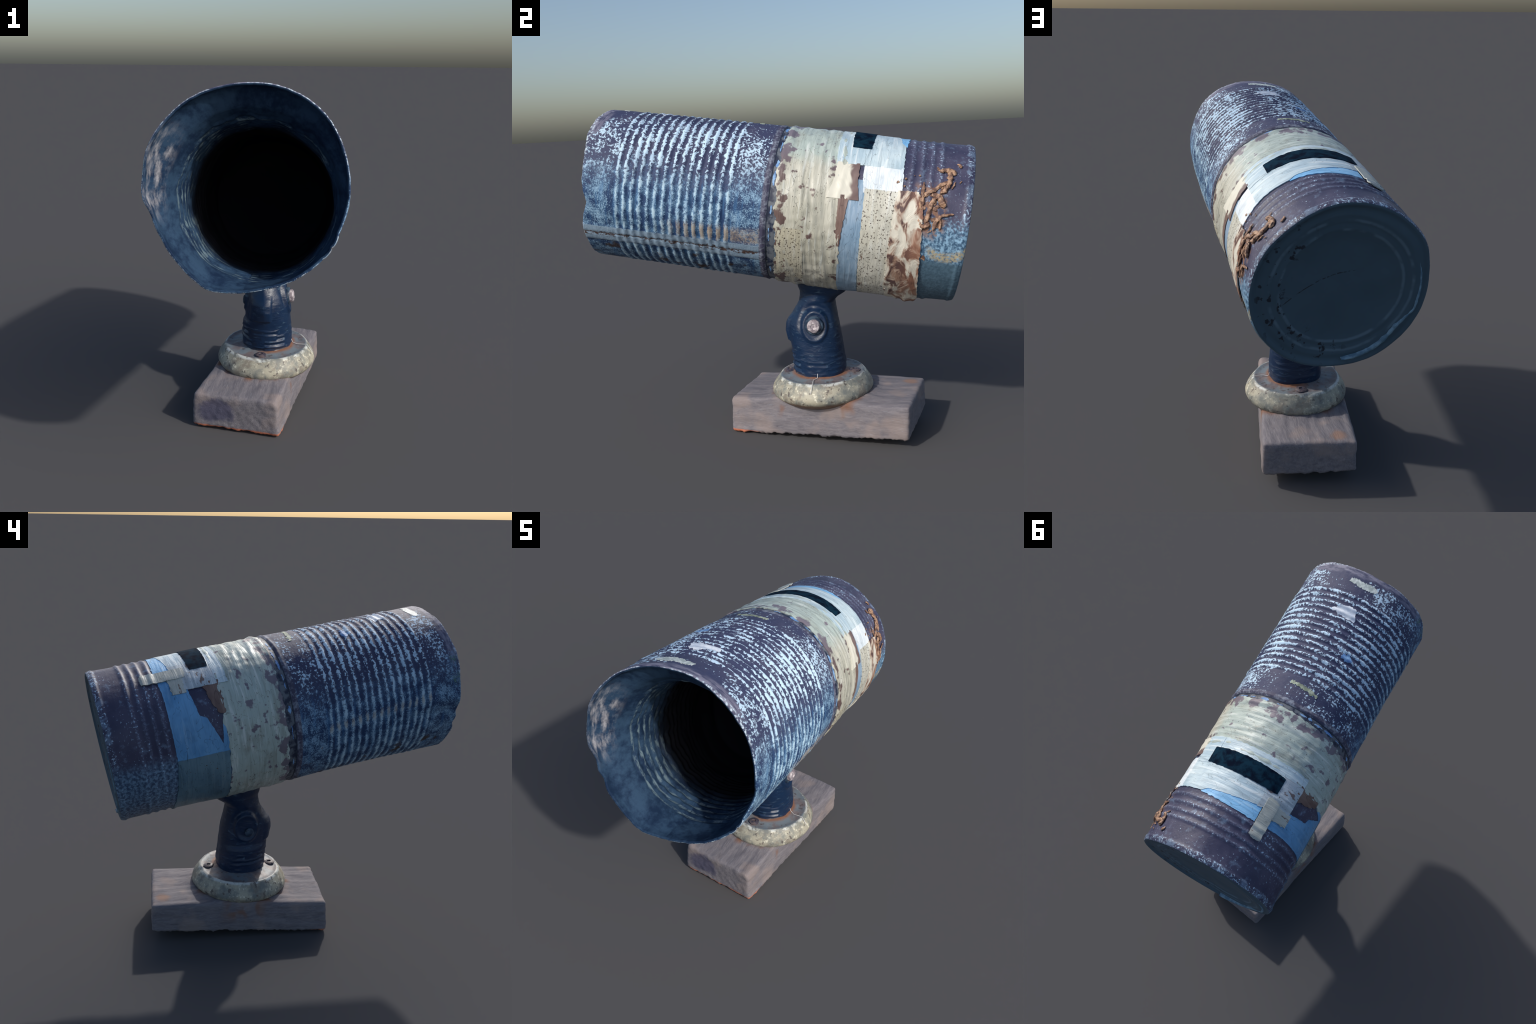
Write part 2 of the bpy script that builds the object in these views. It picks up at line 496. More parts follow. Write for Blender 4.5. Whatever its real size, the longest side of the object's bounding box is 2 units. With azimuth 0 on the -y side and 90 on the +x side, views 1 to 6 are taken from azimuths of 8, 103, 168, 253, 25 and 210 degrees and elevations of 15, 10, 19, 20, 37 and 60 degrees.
def paint_material():
    k = Nodes("blue bracket paint")
    n = k.noise(k.P, 9, 4)
    sc = k.noise(k.scaled(k.P, (1, 1, 2.4)), 22, 4, 0.6, 0.5)
    col = k.mix(n, (0.0020, 0.011, 0.040), (0.006, 0.027, 0.074))
    col = k.mix(k.mul(k.step(sc, 0.58, 0.70), 0.6), col, (0.06, 0.11, 0.17))
    col = k.mix(k.mul(k.step(k.add(k.z, k.mul(k.sub(sc, .5), 0.05)), 0.345, 0.318), 0.75), col, (0.10, 0.085, 0.075))
    rustring = k.mul(k.step(k.add(k.z, k.mul(k.sub(n, .5), 0.05)), 0.335, 0.318), k.step(k.x, -0.06, 0.03))
    col = k.mix(k.mul(rustring, 0.8), col, RUST)
    k.bump(sc, 0.35, 0.008)
    return k.finish(col, 0.38, 0.45)


def flange_material():
    k = Nodes("pitted galvanised iron")
    n = k.noise(k.P, 13, 5, 0.65)
    f = k.noise(k.P, 48, 3, 0.6)
    col = k.mix(k.step(n, 0.35, 0.62), (0.17, 0.185, 0.175), (0.40, 0.38, 0.30))
    col = k.mix(k.mul(k.mul(k.step(f, 0.56, 0.68), k.step(n, 0.36, 0.56)), 0.8), col, (0.70, 0.68, 0.56))
    col = k.mix(k.mul(k.step(k.noise(k.P, 10, 5, .65), .52, .62), .6), col, (0.19, 0.16, 0.13))
    dx = k.sub(k.x, -0.023)
    dy = k.sub(k.y, 0.194)
    r = k.m('SQRT', k.add(k.mul(dx, dx), k.mul(dy, dy)))
    flat = k.sub(1.0, k.step(k.add(r, k.mul(k.sub(n, .5), 0.02)), 0.222, 0.232))
    col = k.mix(k.mul(flat, 0.85), col, k.mix(k.step(n, 0.4, 0.62), (0.14, 0.18, 0.22), (0.11, 0.085, 0.105)))
    lip = k.band(r, 0.226, 0.238, 0.004)
    col = k.mix(k.mul(k.mul(lip, k.step(n, 0.42, 0.55)), 0.6), col, (0.66, 0.72, 0.74))
    col = k.mix(k.mul(k.step(k.noise(k.P, 34, 3, 0.6), 0.60, 0.66), 0.8), col, (0.075, 0.06, 0.06))
    rust = k.mul(k.sub(1.0, k.step(k.add(r, k.mul(k.sub(n, .5), 0.05)), 0.150, 0.172)), k.step(k.x, -0.09, 0.02))
    col = k.mix(k.mul(rust, 0.85), col, RUST)
    k.zz = k.sub(k.z, k.mul(dy, 0.045))
    foot = k.step(k.add(k.zz, k.mul(k.sub(n, .5), 0.03)), 0.232, 0.208)
    col = k.mix(k.mul(foot, 0.85), col, (0.19, 0.10, 0.05))
    k.bump(f, 0.3, 0.005)
    return k.finish(col, 0.5, 0.4)


def wood_material():
    k = Nodes("weathered grey wood")
    g = k.noise(k.scaled(k.P, (9, 1.3, 9)), 8, 6, 0.72, 0.6)
    n = k.noise(k.P, 5, 3)
    f = k.noise(k.scaled(k.P, (30, 4, 30)), 5, 3, 0.6)
    col = k.mix(k.step(g, 0.34, 0.64), (0.146, 0.138, 0.160), (0.208, 0.195, 0.212))
    col = k.mix(k.mul(k.step(n, 0.50, 0.66), 0.65), col, (0.285, 0.235, 0.222))
    col = k.mix(k.mul(k.step(f, 0.60, 0.7), 0.3), col, (0.31, 0.33, 0.37))
    crack = k.step(g, 0.33, 0.30)
    col = k.mix(k.mul(crack, 0.7), col, (0.06, 0.055, 0.065))
    # dark knot on the front end, rust weeping from the flange, brick dust at the foot
    q = k.m('SQRT', k.add(k.m('POWER', k.mul(k.sub(k.x, -0.235), 1.0), 2), k.m('POWER', k.mul(k.sub(k.z, 0.105), 1.5), 2)))
    knot = k.mul(k.step(k.add(q, k.mul(k.sub(k.noise(k.P, 11, 4, .65), .5), 0.13)), 0.115, 0.075), k.step(k.y, -0.19, -0.215))
    col = k.mix(k.mul(knot, 0.85), col, (0.075, 0.075, 0.125))
    dx = k.sub(k.x, -0.023)
    dy = k.sub(k.y, 0.194)
    r = k.m('SQRT', k.add(k.mul(dx, dx), k.mul(dy, dy)))
    weep = k.mul(k.step(k.add(r, k.mul(k.sub(n, .5), 0.09)), 0.305, 0.262), k.step(k.z, 0.09, 0.16))
    col = k.mix(k.mul(weep, k.mul(k.step(k.noise(k.P, 8, 2), 0.45, 0.6), 0.9)), col, (0.21, 0.105, 0.065))
    st = k.m('SQRT', k.add(k.m('POWER', k.sub(k.x, -0.135), 2), k.m('POWER', k.mul(k.sub(k.y, 0.665), 1.0), 2)))
    col = k.mix(k.mul(k.step(k.add(st, k.mul(k.sub(g, .5), 0.06)), 0.055, 0.02), 0.7), col, (0.28, 0.165, 0.115))
    brick = k.mul(k.step(k.add(k.z, k.mul(k.sub(f, .5), 0.012)), 0.026, 0.018), k.step(k.y, -0.12, -0.2))
    col = k.mix(brick, col, (0.55, 0.19, 0.11))
    k.bump(k.add(g, k.mul(f, 0.4)), 0.35, 0.008)
    return k.finish(col, 0.75, 0.2)


M_FRONT = front_can_material()
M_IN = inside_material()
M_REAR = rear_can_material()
M_LID = lid_material()

# ------------------------------------------------------------------ the thing
thing = bpy.data.objects.new("tin_can_spotlight", None)
bpy.context.scene.collection.objects.link(thing)
thing.location = (0, 0.19, 0)
thing["label"] = "two weathered tin cans taped end to end on a swivel and wood block"
thing["category"] = "lamp"


def tube_object(name, me, mats, parent=thing, smooth_it=True):
    ob = new_object(name, me, parent, mats, smooth_it)
    if parent is thing:
        ob.matrix_parent_inverse = Matrix.Translation(-thing.location)
        ob.matrix_basis = TUBE
    return ob


def world_object(name, me, mats, parent=thing, smooth_it=True):
    ob = new_object(name, me, parent, mats, smooth_it)
    if parent is thing:
        ob.matrix_parent_inverse = Matrix.Translation(-thing.location)
    return ob


# front can: outer skin, rolled lip, inner skin, closed deep inside -------------
N_A = 400
ANG = [-180 + 360 * i / N_A for i in range(N_A)]
DEPTH = 1.80                                              # how far the hollow runs in


LIP = [(-180, -.006), (-160, -.010), (-140, -.012), (-129, -.014), (-121, .003), (-114, -.010), (-108, .001), (-100, -.007),
       (-90, -.006), (-75, -.012), (-60, -.018), (-45, -.015), (-30, -.012), (-14, -.001), (0, -.006), (20, -.011), (36, -.025),
       (47, -.028), (58, -.019), (70, -.008), (84, -.008), (92, .006), (98, .024), (104, .014), (109, .000), (116, -.006),
       (150, -.009), (180, -.006)]


def lip_s(a):
    """the cut mouth, nicked and bent, measured along the axis"""
    return lerp_table(LIP, a)[0] + 0.004 * n1(a * 0.10, 4.4) + 0.003 * n1(a * 0.33, 7.7)


def inner_radius(s, a):
    """the hollow is a skewed cone that sinks towards the lower right"""
    w = (.5 + .5 * math.cos((a - 150) * RAD)) ** 1.5
    far, near = lerp_table(HOLLOW, s)
    rib = smooth(.13, .17, s) * (1 - smooth(.5, .75, s))
    ph = (s - RIB0) / PERIOD + 0.55 * n1(a * 0.05, s * 2, 9) + 0.35 * n1(a * 0.14, s * 9, 2)
    r = far + (near - far) * w
    r += (rib * .0045 * math.cos(2 * math.pi * ph) * (.6 + 1.2 * n1(a * .06, s * 9, 5)) + .007 * n1(a * .05, s * 10, 8)) * min(1, r / .2)
    m = 1 - smooth(0, .10, s)
    return m * front_radius(s, a) + (1 - m) * r


# s, then the radius on the shallow side and on the deep side
HOLLOW = [(0, .395, .395), (.06, .338, .392), (.12, .305, .389), (.18, .276, .387), (.33, .258, .384), (.5, .248, .380), (.65, .243, .376),
          (.8, .238, .37), (.91, .225, .34), (.97, .17, .24), (1.01, .10, .14), (1.02, .04, .05)]
HOLLOW_END = 1.02


def build_front_can():
    wall = 0.011
    rows = []                                             # (function of angle -> point, material)
    for t in frange(0, 1, 0.0052):
        rows.append((lambda a, t=t: (lip_s(a) * (1 - smooth(0, .16, t)) + t * SEAM,
                                     front_radius(max(0, t * SEAM), a)), 0))
    rows = rows[::-1]
    rows.append((lambda a: (lip_s(a) - 0.003, front_radius(0, a) - 0.004), 0))
    for s in frange(0, HOLLOW_END, .0058):
        def f(a, s=s):
            r = inner_radius(s, a) - wall * (1 - smooth(0, .12, s))
            tilt = .48 * r * math.cos(a * RAD) * smooth(.35, .95, s)        # the floor leans
            return lip_s(a) * (1 - smooth(0, .1, s)) + s + tilt, r
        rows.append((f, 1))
    verts, faces, mats = [], [], []
    for f, _ in rows:
        for a in ANG:
            s, r = f(a)
            verts.append(tube_point(s, a, r))
    for i in range(len(rows) - 1):
        for j in range(N_A):
            k = (j + 1) % N_A
            faces.append((i * N_A + j, i * N_A + k, (i + 1) * N_A + k, (i + 1) * N_A + j))
            mats.append(rows[i + 1][1])
    faces.append(tuple((len(rows) - 1) * N_A + j for j in range(N_A)))      # bottom of the hollow
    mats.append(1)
    me = mesh_from("front_can", verts, faces)
    me.polygons.foreach_set("material_index", mats)
    recalc(me)
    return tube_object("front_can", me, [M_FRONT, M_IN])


front_can = build_front_can()

# rear can with the letter-box slot ------------------------------------------
SLOT_S = (1.301, 1.396)
SLOT_A = (-28.0, 32.5)


def rim_shift(s, a):
    return -.009 * smooth(1.80, LEN, s) * (.5 + .5 * math.cos((a - 150) * RAD)) ** 1.5


def build_rear_can():
    ss = frange(SEAM, LEN + 0.011, 0.0042)
    verts, faces = [], []
    for s in ss:
        for a in ANG:
            verts.append(tube_point(s + rim_shift(s, a), a, rear_radius(s, a)))
    for i in range(len(ss) - 1):
        for j in range(N_A):
            k = (j + 1) % N_A
            faces.append((i * N_A + j, i * N_A + k, (i + 1) * N_A + k, (i + 1) * N_A + j))
    me = mesh_from("rear_can", verts, faces)
    recalc(me)
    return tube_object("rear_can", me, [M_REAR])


rear_can = build_rear_can()


def build_lid():
    prof = [(1.0, .011), (.985, .013), (.97, .012), (.95, .005), (.925, .000), (.90, -.001), (.87, .002), (.84, .002), (.815, -.002),
            (.79, -.001), (.765, -.005), (.73, -.007), (.705, -.005), (.68, -.007), (.65, -.012), (.5, -.016), (.25, -.017)]
    n = 200
    verts, faces = [], []
    for f, d in prof:
        for j in range(n):
            a = -180 + 360 * j / n
            r = (rear_radius(LEN + 0.011, a)) * f
            w = 0.006 * n1(r * 9 * math.sin(a * RAD), r * 9 * math.cos(a * RAD), 6)
            r *= 1 + .03 * (1 - f) * 3 * n1(math.sin(a * RAD) * 2, math.cos(a * RAD) * 2, f * 4) * (1 if f < .95 else 0)
            px = r * math.sin(a * RAD)
            bow = .015 * max(0, -px / .3) * (1 - smooth(.90, .97, f)) + smooth(.3, 1, f) * rim_shift(LEN, a)
            verts.append(tube_point(LEN + d + bow + w * (1 - f) * 2, a, r))
    for i in range(len(prof) - 1):
        for j in range(n):
            k = (j + 1) % n
            faces.append((i * n + j, i * n + k, (i + 1) * n + k, (i + 1) * n + j))
    verts.append(Vector((0, LEN - .017, 0)))
    b = (len(prof) - 1) * n
    for j in range(n):
        faces.append((b + j, b + (j + 1) % n, len(verts) - 1))
    me = mesh_from("lid", verts, faces)
    recalc(me)
    ob = new_object("lid", me, rear_can, [M_LID])
    return ob


build_lid()


# patches: shells that hug the tube ------------------------------------------
def patch(name, stations, lift, mat, ragged=0.004, thick=0.004, relief=0.0012, parent=None, radius=rear_radius,
          seed=0.0, folds=True, ds=0.006, da=1.2, closed=False):
    """stations: (angle, s0, s1) rows; a thin curved sheet with its own edge"""
    a0, a1 = stations[0][0], stations[-1][0]
    rows = max(3, int((a1 - a0) / da))
    width = max(b - a for _, a, b in stations)
    cols = max(3, int(width / ds))
    top, bot = [], []
    for i in range(rows + 1):
        a = a0 + (a1 - a0) * i / rows
        if closed and i == rows:
            break
        s0, s1 = lerp_table(stations, a)
        ax = math.cos(a * RAD) * 3 if closed else a * 0.12
        ay = math.sin(a * RAD) * 3 if closed else 0.0
        s0 += ragged * 1.6 * (n1(ax * 3, ay * 3, seed) + 0.6 * n1(ax * 9, ay * 9, seed + 3))
        s1 += ragged * 1.6 * (n1(ax * 3, ay * 3, seed + 11) + 0.6 * n1(ax * 9, ay * 9, seed + 7))
        for j in range(cols + 1):
            u = j / cols
            s = s0 + (s1 - s0) * u
            aa = a
            if not closed:
                e = (1 - smooth(0, .12, i / rows)) + smooth(.88, 1, i / rows)
                aa = a + e * ragged * 250 * (n1(s * 30, seed + 5) + 0.5 * n1(s * 110, seed + 9)) * 0.6
            ca, sa = (math.cos(aa * RAD) * 2, math.sin(aa * RAD) * 2) if closed else (aa * 0.03, 0.0)
            h = relief * n1(s * 42 + ca, sa * 1.2, seed + 1) if folds else 0.0
            h += relief * 0.5 * n1(s * 25, aa * 0.2, seed + 2)
            h = max(h + .3 * relief, .0012 - lift)
            r = radius(s, aa) + lift
            top.append(tube_point(s, aa, r + h))
            bot.append(tube_point(s, aa, r - thick))
    nr = rows if closed else rows + 1
    nc = cols + 1
    off = len(top)
    faces = []
    for i in range(nr if closed else nr - 1):
        i2 = (i + 1) % nr
        for j in range(cols):
            faces.append((i * nc + j, i * nc + j + 1, i2 * nc + j + 1, i2 * nc + j))
            faces.append((off + i * nc + j, off + i2 * nc + j, off + i2 * nc + j + 1, off + i * nc + j + 1))
        for j in (0, cols):
            f = (i * nc + j, i2 * nc + j, off + i2 * nc + j, off + i * nc + j)
            faces.append(f)
    if not closed:
        for i in (0, nr - 1):
            for j in range(cols):
                faces.append((i * nc + j, i * nc + j + 1, off + i * nc + j + 1, off + i * nc + j))
    me = mesh_from(name, top + bot, faces)
    recalc(me)
    sharp_by_angle(me, 50)
    return new_object(name, me, parent if parent is not None else rear_can, [mat])


T_BEIGE = tape_material("cream tape", (0.435, 0.435, 0.365), (0.55, 0.55, 0.48), 0.1, 0.0, 0.65, hi=(0.70, 0.75, 0.73),
                        brown_edge=(0.965, 1.03), tint=(-200, 48, (0.42, 0.50, 0.47)))
T_PALE = tape_material("pale tape", (0.42, 0.56, 0.65), (0.61, 0.73, 0.78), 0.0, 0.0, 0.6)
T_GREY = tape_material("crumpled grey tape", (0.36, 0.44, 0.50), (0.52, 0.58, 0.63), 0.2, 0.18, 0.6)
T_SUN_GLINT = tape_material("tape whitened for sun highlight", (0.70, 0.80, 0.88), (0.84, 0.90, 0.94), 0.0, 0.0, 0.5)
T_SPECK = tape_material("speckled tape", (0.53, 0.53, 0.46), (0.63, 0.635, 0.58), 1.0, 0.02, 0.35)
T_SPECK2 = tape_material("speckled cream tape", (0.47, 0.45, 0.35), (0.55, 0.535, 0.44), 1.1, 0.0, 0.25)
T_BLUE = tape_material("blue tape", (0.105, 0.30, 0.56), (0.16, 0.39, 0.67), 0.0, 0.0, 0.3, hi=(0.30, 0.52, 0.75))
T_SKY = tape_material("sky blue tape", (0.20, 0.49, 0.83), (0.27, 0.57, 0.88), 0.0, 0.0, 0.35, hi=(0.6, 0.8, 0.95))
T_STEELBLUE = tape_material("grey blue tape", (0.20, 0.32, 0.46), (0.28, 0.40, 0.54), 0.0, 0.0, 0.3, hi=(0.5, 0.6, 0.7))
T_SHADE_TINT = tape_material("tape darkened for underside shade", (0.10, 0.19, 0.26), (0.15, 0.25, 0.31), 0.1, 0.0, 0.4, hi=(0.24, 0.34, 0.38))
T_BROWN = tape_material("brown stained tape", (0.14, 0.085, 0.075), (0.22, 0.15, 0.13), 0.0, 0.1, 0.3, hi=(0.33, 0.24, 0.2))
T_STRIP = tape_material("buff tape", (0.42, 0.44, 0.40), (0.50, 0.53, 0.50), 0.0, 0.05, 0.3)
T_RUSTY = rusty_tape_material()
T_FLAP = flap_material()

patch("tape", [(-180, .975, 1.30), (-120, .985, 1.30), (-60, .99, 1.30), (0, .967, 1.29), (60, .968, 1.29), (110, .99, 1.30),
               (180, .975, 1.30)], .002, T_BEIGE, .007, closed=True, seed=1.3, relief=.0055)
patch("tape", [(-97, 1.305, 1.565), (-89, 1.325, 1.566), (-78, 1.355, 1.566), (-67, 1.385, 1.567), (-66, 1.416, 1.567),
               (-46, 1.44, 1.567), (-30, 1.45, 1.575)], .003, T_BLUE, .002, seed=2)
patch("tape", [(-97, 1.296, 1.335), (-90, 1.296, 1.325), (-74, 1.30, 1.312)], .0035, T_BLUE, .002, seed=2.7)
patch("tape", [(-181, 1.31, 1.60), (-140, 1.31, 1.60), (-120, 1.305, 1.58), (-98, 1.30, 1.566), (-95, 1.30, 1.565)], .005, T_SHADE_TINT, .003, seed=3)
patch("tape", [(-24, 1.485, 1.578), (0, 1.50, 1.572), (24, 1.515, 1.56)], .003, T_SKY, .004, seed=4)
patch("tape", [(-22, 1.395, 1.495), (0, 1.395, 1.520), (20, 1.395, 1.535), (24, 1.395, 1.555), (49, 1.395, 1.557)], .005, T_PALE, .003, seed=5)
patch("tape", [(-36, 1.395, 1.478), (-20, 1.395, 1.50)], .0055, T_GREY, .003, seed=5.5)
patch("tape", [(-45, 1.235, 1.303), (0, 1.24, 1.302), (30, 1.235, 1.302)], .0055, T_PALE, .003, seed=6)
patch("tape", [(29, 1.235, 1.398), (49, 1.24, 1.40)], .0065, T_PALE, .002, seed=6.6)
patch("tape", [(-45, 1.29, 1.455), (-27, 1.295, 1.45)], .007, T_GREY, .004, seed=7)
patch("tape", [(-67, 1.285, 1.315), (-58, 1.285, 1.345), (-42, 1.285, 1.37)], .006, T_BROWN, .005, seed=8)
patch("tape", [(-47, 1.45, 1.518), (-33, 1.45, 1.527)], .007, T_STRIP, .003, seed=9)
patch("tape", [(-34.5, 1.44, 1.652), (-31, 1.43, 1.655), (-27, 1.43, 1.655), (-24.5, 1.435, 1.645)], .010, T_STRIP, .003, seed=10)
patch("tape", [(48, 1.375, 1.556), (55, 1.372, 1.56), (69, 1.383, 1.562)], .0045, T_SUN_GLINT, .002, seed=11)
patch("tape", [(60, 1.30, 1.395), (146, 1.295, 1.395), (180, 1.30, 1.40)], .002, T_STEELBLUE, .0015, seed=12)
patch("tape", [(66, 1.389, 1.56), (110, 1.395, 1.56), (150, 1.40, 1.56), (180, 1.40, 1.57)], .005, T_SPECK, .002, seed=13)
patch("tape", [(72, 1.272, 1.318), (80, 1.274, 1.316), (95, 1.276, 1.305), (108, 1.288, 1.300)], .0062, T_BROWN, .003, seed=14)
patch("tape", [(48, 1.245, 1.352), (62, 1.24, 1.352), (75, 1.215, 1.367)], .006, T_FLAP, .003, relief=.003, seed=15)
patch("tape", [(99, 1.0, 1.125), (146, .995, 1.127)], .006, T_SPECK2, .002, seed=16)
patch("tape", [(65, 1.545, 1.640), (75, 1.535, 1.665), (99, 1.53, 1.676), (137, 1.53, 1.690), (152, 1.54, 1.70), (178, 1.55, 1.68)],
      .008, T_RUSTY, .004, relief=.003, seed=17)

M_SLOT = simple_material("slot darkness painted on flush panel", (0.0022, 0.006, 0.017), (0.006, 0.028, 0.052), 16, 0.85, 0.04)
patch("slot", [(SLOT_A[0] - .6, SLOT_S[0] + .006, SLOT_S[1] + .003), (-20, SLOT_S[0] + .001, SLOT_S[1] + .006), (0, SLOT_S[0] - .003, SLOT_S[1] + .006),
               (20, SLOT_S[0] - .003, SLOT_S[1] + .003), (SLOT_A[1] + .8, SLOT_S[0] + .002, SLOT_S[1] - .002)],
      0.0085, M_SLOT, 0.0022, thick=.004, relief=.002, seed=20, folds=False)

# flakes of paint and putty left on the front can
M_CHIP = simple_material("pale flake", (0.50, 0.58, 0.70), (0.66, 0.72, 0.80), 40)
M_CHIP2 = simple_material("greenish flake", (0.36, 0.42, 0.42), (0.60, 0.66, 0.66), 40)
M_OLIVE = simple_material("olive flake", (0.20, 0.24, 0.18), (0.42, 0.48, 0.38), 45)
M_BLUECHIP = simple_material("blue paint chip", (0.12, 0.25, 0.52), (0.24, 0.42, 0.68), 30)
for st, mt, sd in (([(-18, .074, .092), (-13, .060, .100), (-5, .062, .106), (3, .058, .094), (7, .066, .086)], M_CHIP2, 1),
                   ([(-13, .300, .318), (-10, .250, .326), (-4, .236, .322), (3, .262, .312), (8, .288, .300)], M_CHIP, 2),
                   ([(-18, .825, .838), (-13, .808, .834), (-6, .808, .826), (0, .80, .82), (6, .802, .822)], M_OLIVE, 3),
                   ([(-27, .53, .545), (-22, .51, .56), (-18, .525, .545)], M_BLUECHIP, 4)):
    patch("paint_flake", st,   .0015, mt, .008, thick=.006, relief=.001, parent=front_can, radius=front_radius, seed=sd,
          folds=False, ds=.004, da=.6)
# chips of blue paint in the joint
rng = random.Random(3)
for a, w in ((-16, 5), (-22, 3), (-30, 6), (-40, 8), (-54, 9), (-75, 5), (-93, 9), (-120, 5), (17, 6), (29, 4), (40, 8), (55, 5),
             (66, 9), (88, 5), (106, 8), (4, 4), (140, 6)):
    m = rng.uniform(.955, .963)
    d = rng.uniform(.002, .011)
    patch("paint_chip", [(a - w * .6, m - .002, m + .001), (a - w * .25, m - d * rng.uniform(.5, 1), m + d * rng.uniform(.4, 1)),
                         (a + w * .1, m - d * rng.uniform(.5, 1), m + d * rng.uniform(.4, 1)), (a + w * .35, m - d * .7, m + d * .4),
                         (a + w * .6, m - .001, m + .002)], .001, M_BLUECHIP, .003, thick=.006, relief=.0008, seed=a,
          folds=False, ds=.003, da=.5)


# light stripe / sealant line on the lid, lower right seen from behind ----------------
def lid_line():
    M = simple_material("blue-grey sealant", (0.10, 0.19, 0.27), (0.20, 0.33, 0.43), 30)
    pts = [(-62, .335, .010), (-75, .342, .014), (-88, .345, .016), (-100, .345, .020), (-110, .352, .014), (-118, .335, .020),
           (-128, .325, .020), (-140, .335, .022), (-152, .345, .024), (-164, .350, .018), (-176, .352, .006)]
    verts, faces = [], []
    n = 90
    for i in range(n + 1):
        a = -62 - 114 * i / n
        r, w = lerp_table([(-p[0], p[1], p[2]) for p in pts], -a)
        w *= 1 + .5 * n1(a * .3, 2.2)
        for dr, dy in ((-w / 2, -.012), (-w / 2 + .003, .017), (w / 2 - .003, .018), (w / 2, -.004)):
            verts.append(tube_point(LEN + dy - .002, a, r + dr))
    for i in range(n):
        for j in range(3):
            faces.append((i * 4 + j, i * 4 + j + 1, i * 4 + j + 5, i * 4 + j + 4))
    faces.append((0, 1, 2, 3))
    faces.append((n * 4, n * 4 + 1, n * 4 + 2, n * 4 + 3))
    me = mesh_from("pale_crescent", verts, faces)
    recalc(me)
    new_object("pale_crescent", me, rear_can, [M])


lid_line()


# dribbles of orange glue ------------------------------------------------------
def glue(path, seed):
    """path: (s, angle, radius) along the skin of the rear can"""
    seg, pts = 16, []
    for i in range(len(path) - 1):
        p0 = path[max(0, i - 1)]
        p1, p2 = path[i], path[i + 1]
        p3 = path[min(len(path) - 1, i + 2)]
        for t in range(14):
            pts.append(tuple(catmull(p0[k], p1[k], p2[k], p3[k], t / 14) for k in range(3)))
    pts.append(path[-1])
    cen = [(tube_point(s, a, rear_radius(s, a) + .004 + w * .22), w) for s, a, w in pts]
    verts, faces = [], []
    n = len(cen)
    for i, (c, w) in enumerate(cen):
        d = (cen[min(n - 1, i + 1)][0] - cen[max(0, i - 1)][0]).normalized()
        up = Vector((c.x, 0, c.z)).normalized()
        side = d.cross(up).normalized()
        taper = min(1.0, .40 + .12 * min(i, n - 1 - i))
        for j in range(seg):
            q = 2 * math.pi * j / seg
            d0 = Vector((math.cos(q), math.sin(q), 0)) * .9
            rr = w * .8 * taper * (1 + .8 * n1(c.x * 55 + d0.x, c.y * 55 + d0.y, c.z * 55 + seed) + .5 * n1(c.x * 150 + d0.x * 2, c.y * 150 + d0.y * 2, c.z * 150 + seed))
            verts.append(c + side * math.cos(q) * rr * 1.05 + up * math.sin(q) * rr * .55)
    for i in range(n - 1):
        for j in range(seg):
            k = (j + 1) % seg
            faces.append((i * seg + j, i * seg + k, (i + 1) * seg + k, (i + 1) * seg + j))
    faces.append(tuple(range(seg)))
    faces.append(tuple((n - 1) * seg + j for j in range(seg)))
    me = mesh_from("glue_dribble", verts, faces)
    recalc(me)
    new_object("glue_dribble", me, rear_can, [M_GLUE])


M_GLUE = simple_material("orange glue", (0.15, 0.082, 0.060), (0.44, 0.275, 0.18), 42, 0.5, 0.35, 0.8)
for i, p in enumerate((
        [(1.722, 48, .010), (1.748, 45.5, .014), (1.782, 46, .014), (1.79, 49, .010)],
        [(1.765, 46, .012), (1.772, 52, .015), (1.768, 57, .013), (1.752, 61, .014), (1.735, 64, .008)],
        [(1.762, 55, .010), (1.735, 58, .009), (1.705, 62, .009), (1.672, 65, .010), (1.655, 68, .009)],
        [(1.695, 66, .012), (1.722, 66, .017), (1.742, 69, .016), (1.762, 73, .013)],
        [(1.715, 67, .013), (1.70, 72, .011), (1.692, 79, .010), (1.682, 85, .010)],
        [(1.652, 82, .007), (1.665, 87, .012), (1.682, 87, .013), (1.70, 84, .008)],
        [(1.722, 89, .008), (1.728, 84, .010), (1.745, 80, .008), (1.775, 78, .006), (1.805, 77, .005)],
        [(1.745, 81, .006), (1.752, 85, .006), (1.748, 88, .005)],
        [(1.66, 68, .012), (1.652, 73, .011), (1.648, 79, .008)],
        [(1.655, 57, .006), (1.657, 63, .009), (1.655, 68, .010)],
        [(1.798, 38, .004), (1.812, 38.6, .008), (1.818, 41.5, .006)],
        [(1.782, 60, .003), (1.790, 57, .005), (1.797, 54, .003)],
        [(1.815, 55, .003), (1.825, 53, .003)],
        [(1.568, 56.5, .005), (1.573, 55, .006)], [(1.533, 60, .006), (1.539, 58, .007)], [(1.566, 62, .005), (1.573, 61, .005)],
        [(1.63, 53, .005), (1.635, 52, .005)], [(1.608, 53, .003), (1.611, 52.5, .003)])):
    glue(p, i * 3.7)


# thin torn flakes of the same glue around the dribbles
rng = random.Random(11)
for i in range(20):
    s = rng.gauss(1.715, .040)
    a = rng.gauss(71, 11)
    s = min(max(s, 1.60), 1.83)
    w, l = rng.uniform(.004, .012), rng.uniform(.6, 2.2)
    k0, k1 = rng.uniform(-.006, .006), rng.uniform(.3, 1)
    patch("glue_flake", [(a - l, s - .001, s + .002), (a - l * .3, s - w * k1 + k0, s + w + k0), (a + l * .4, s - w + k0 * 2, s + w * k1 + k0 * 2),
                         (a + l, s + k0 * 3 - .001, s + k0 * 3 + .002)], rng.uniform(.002, .008), M_GLUE, .003, thick=.001,
          relief=.002, seed=i * 1.7, ds=.003, da=.35)

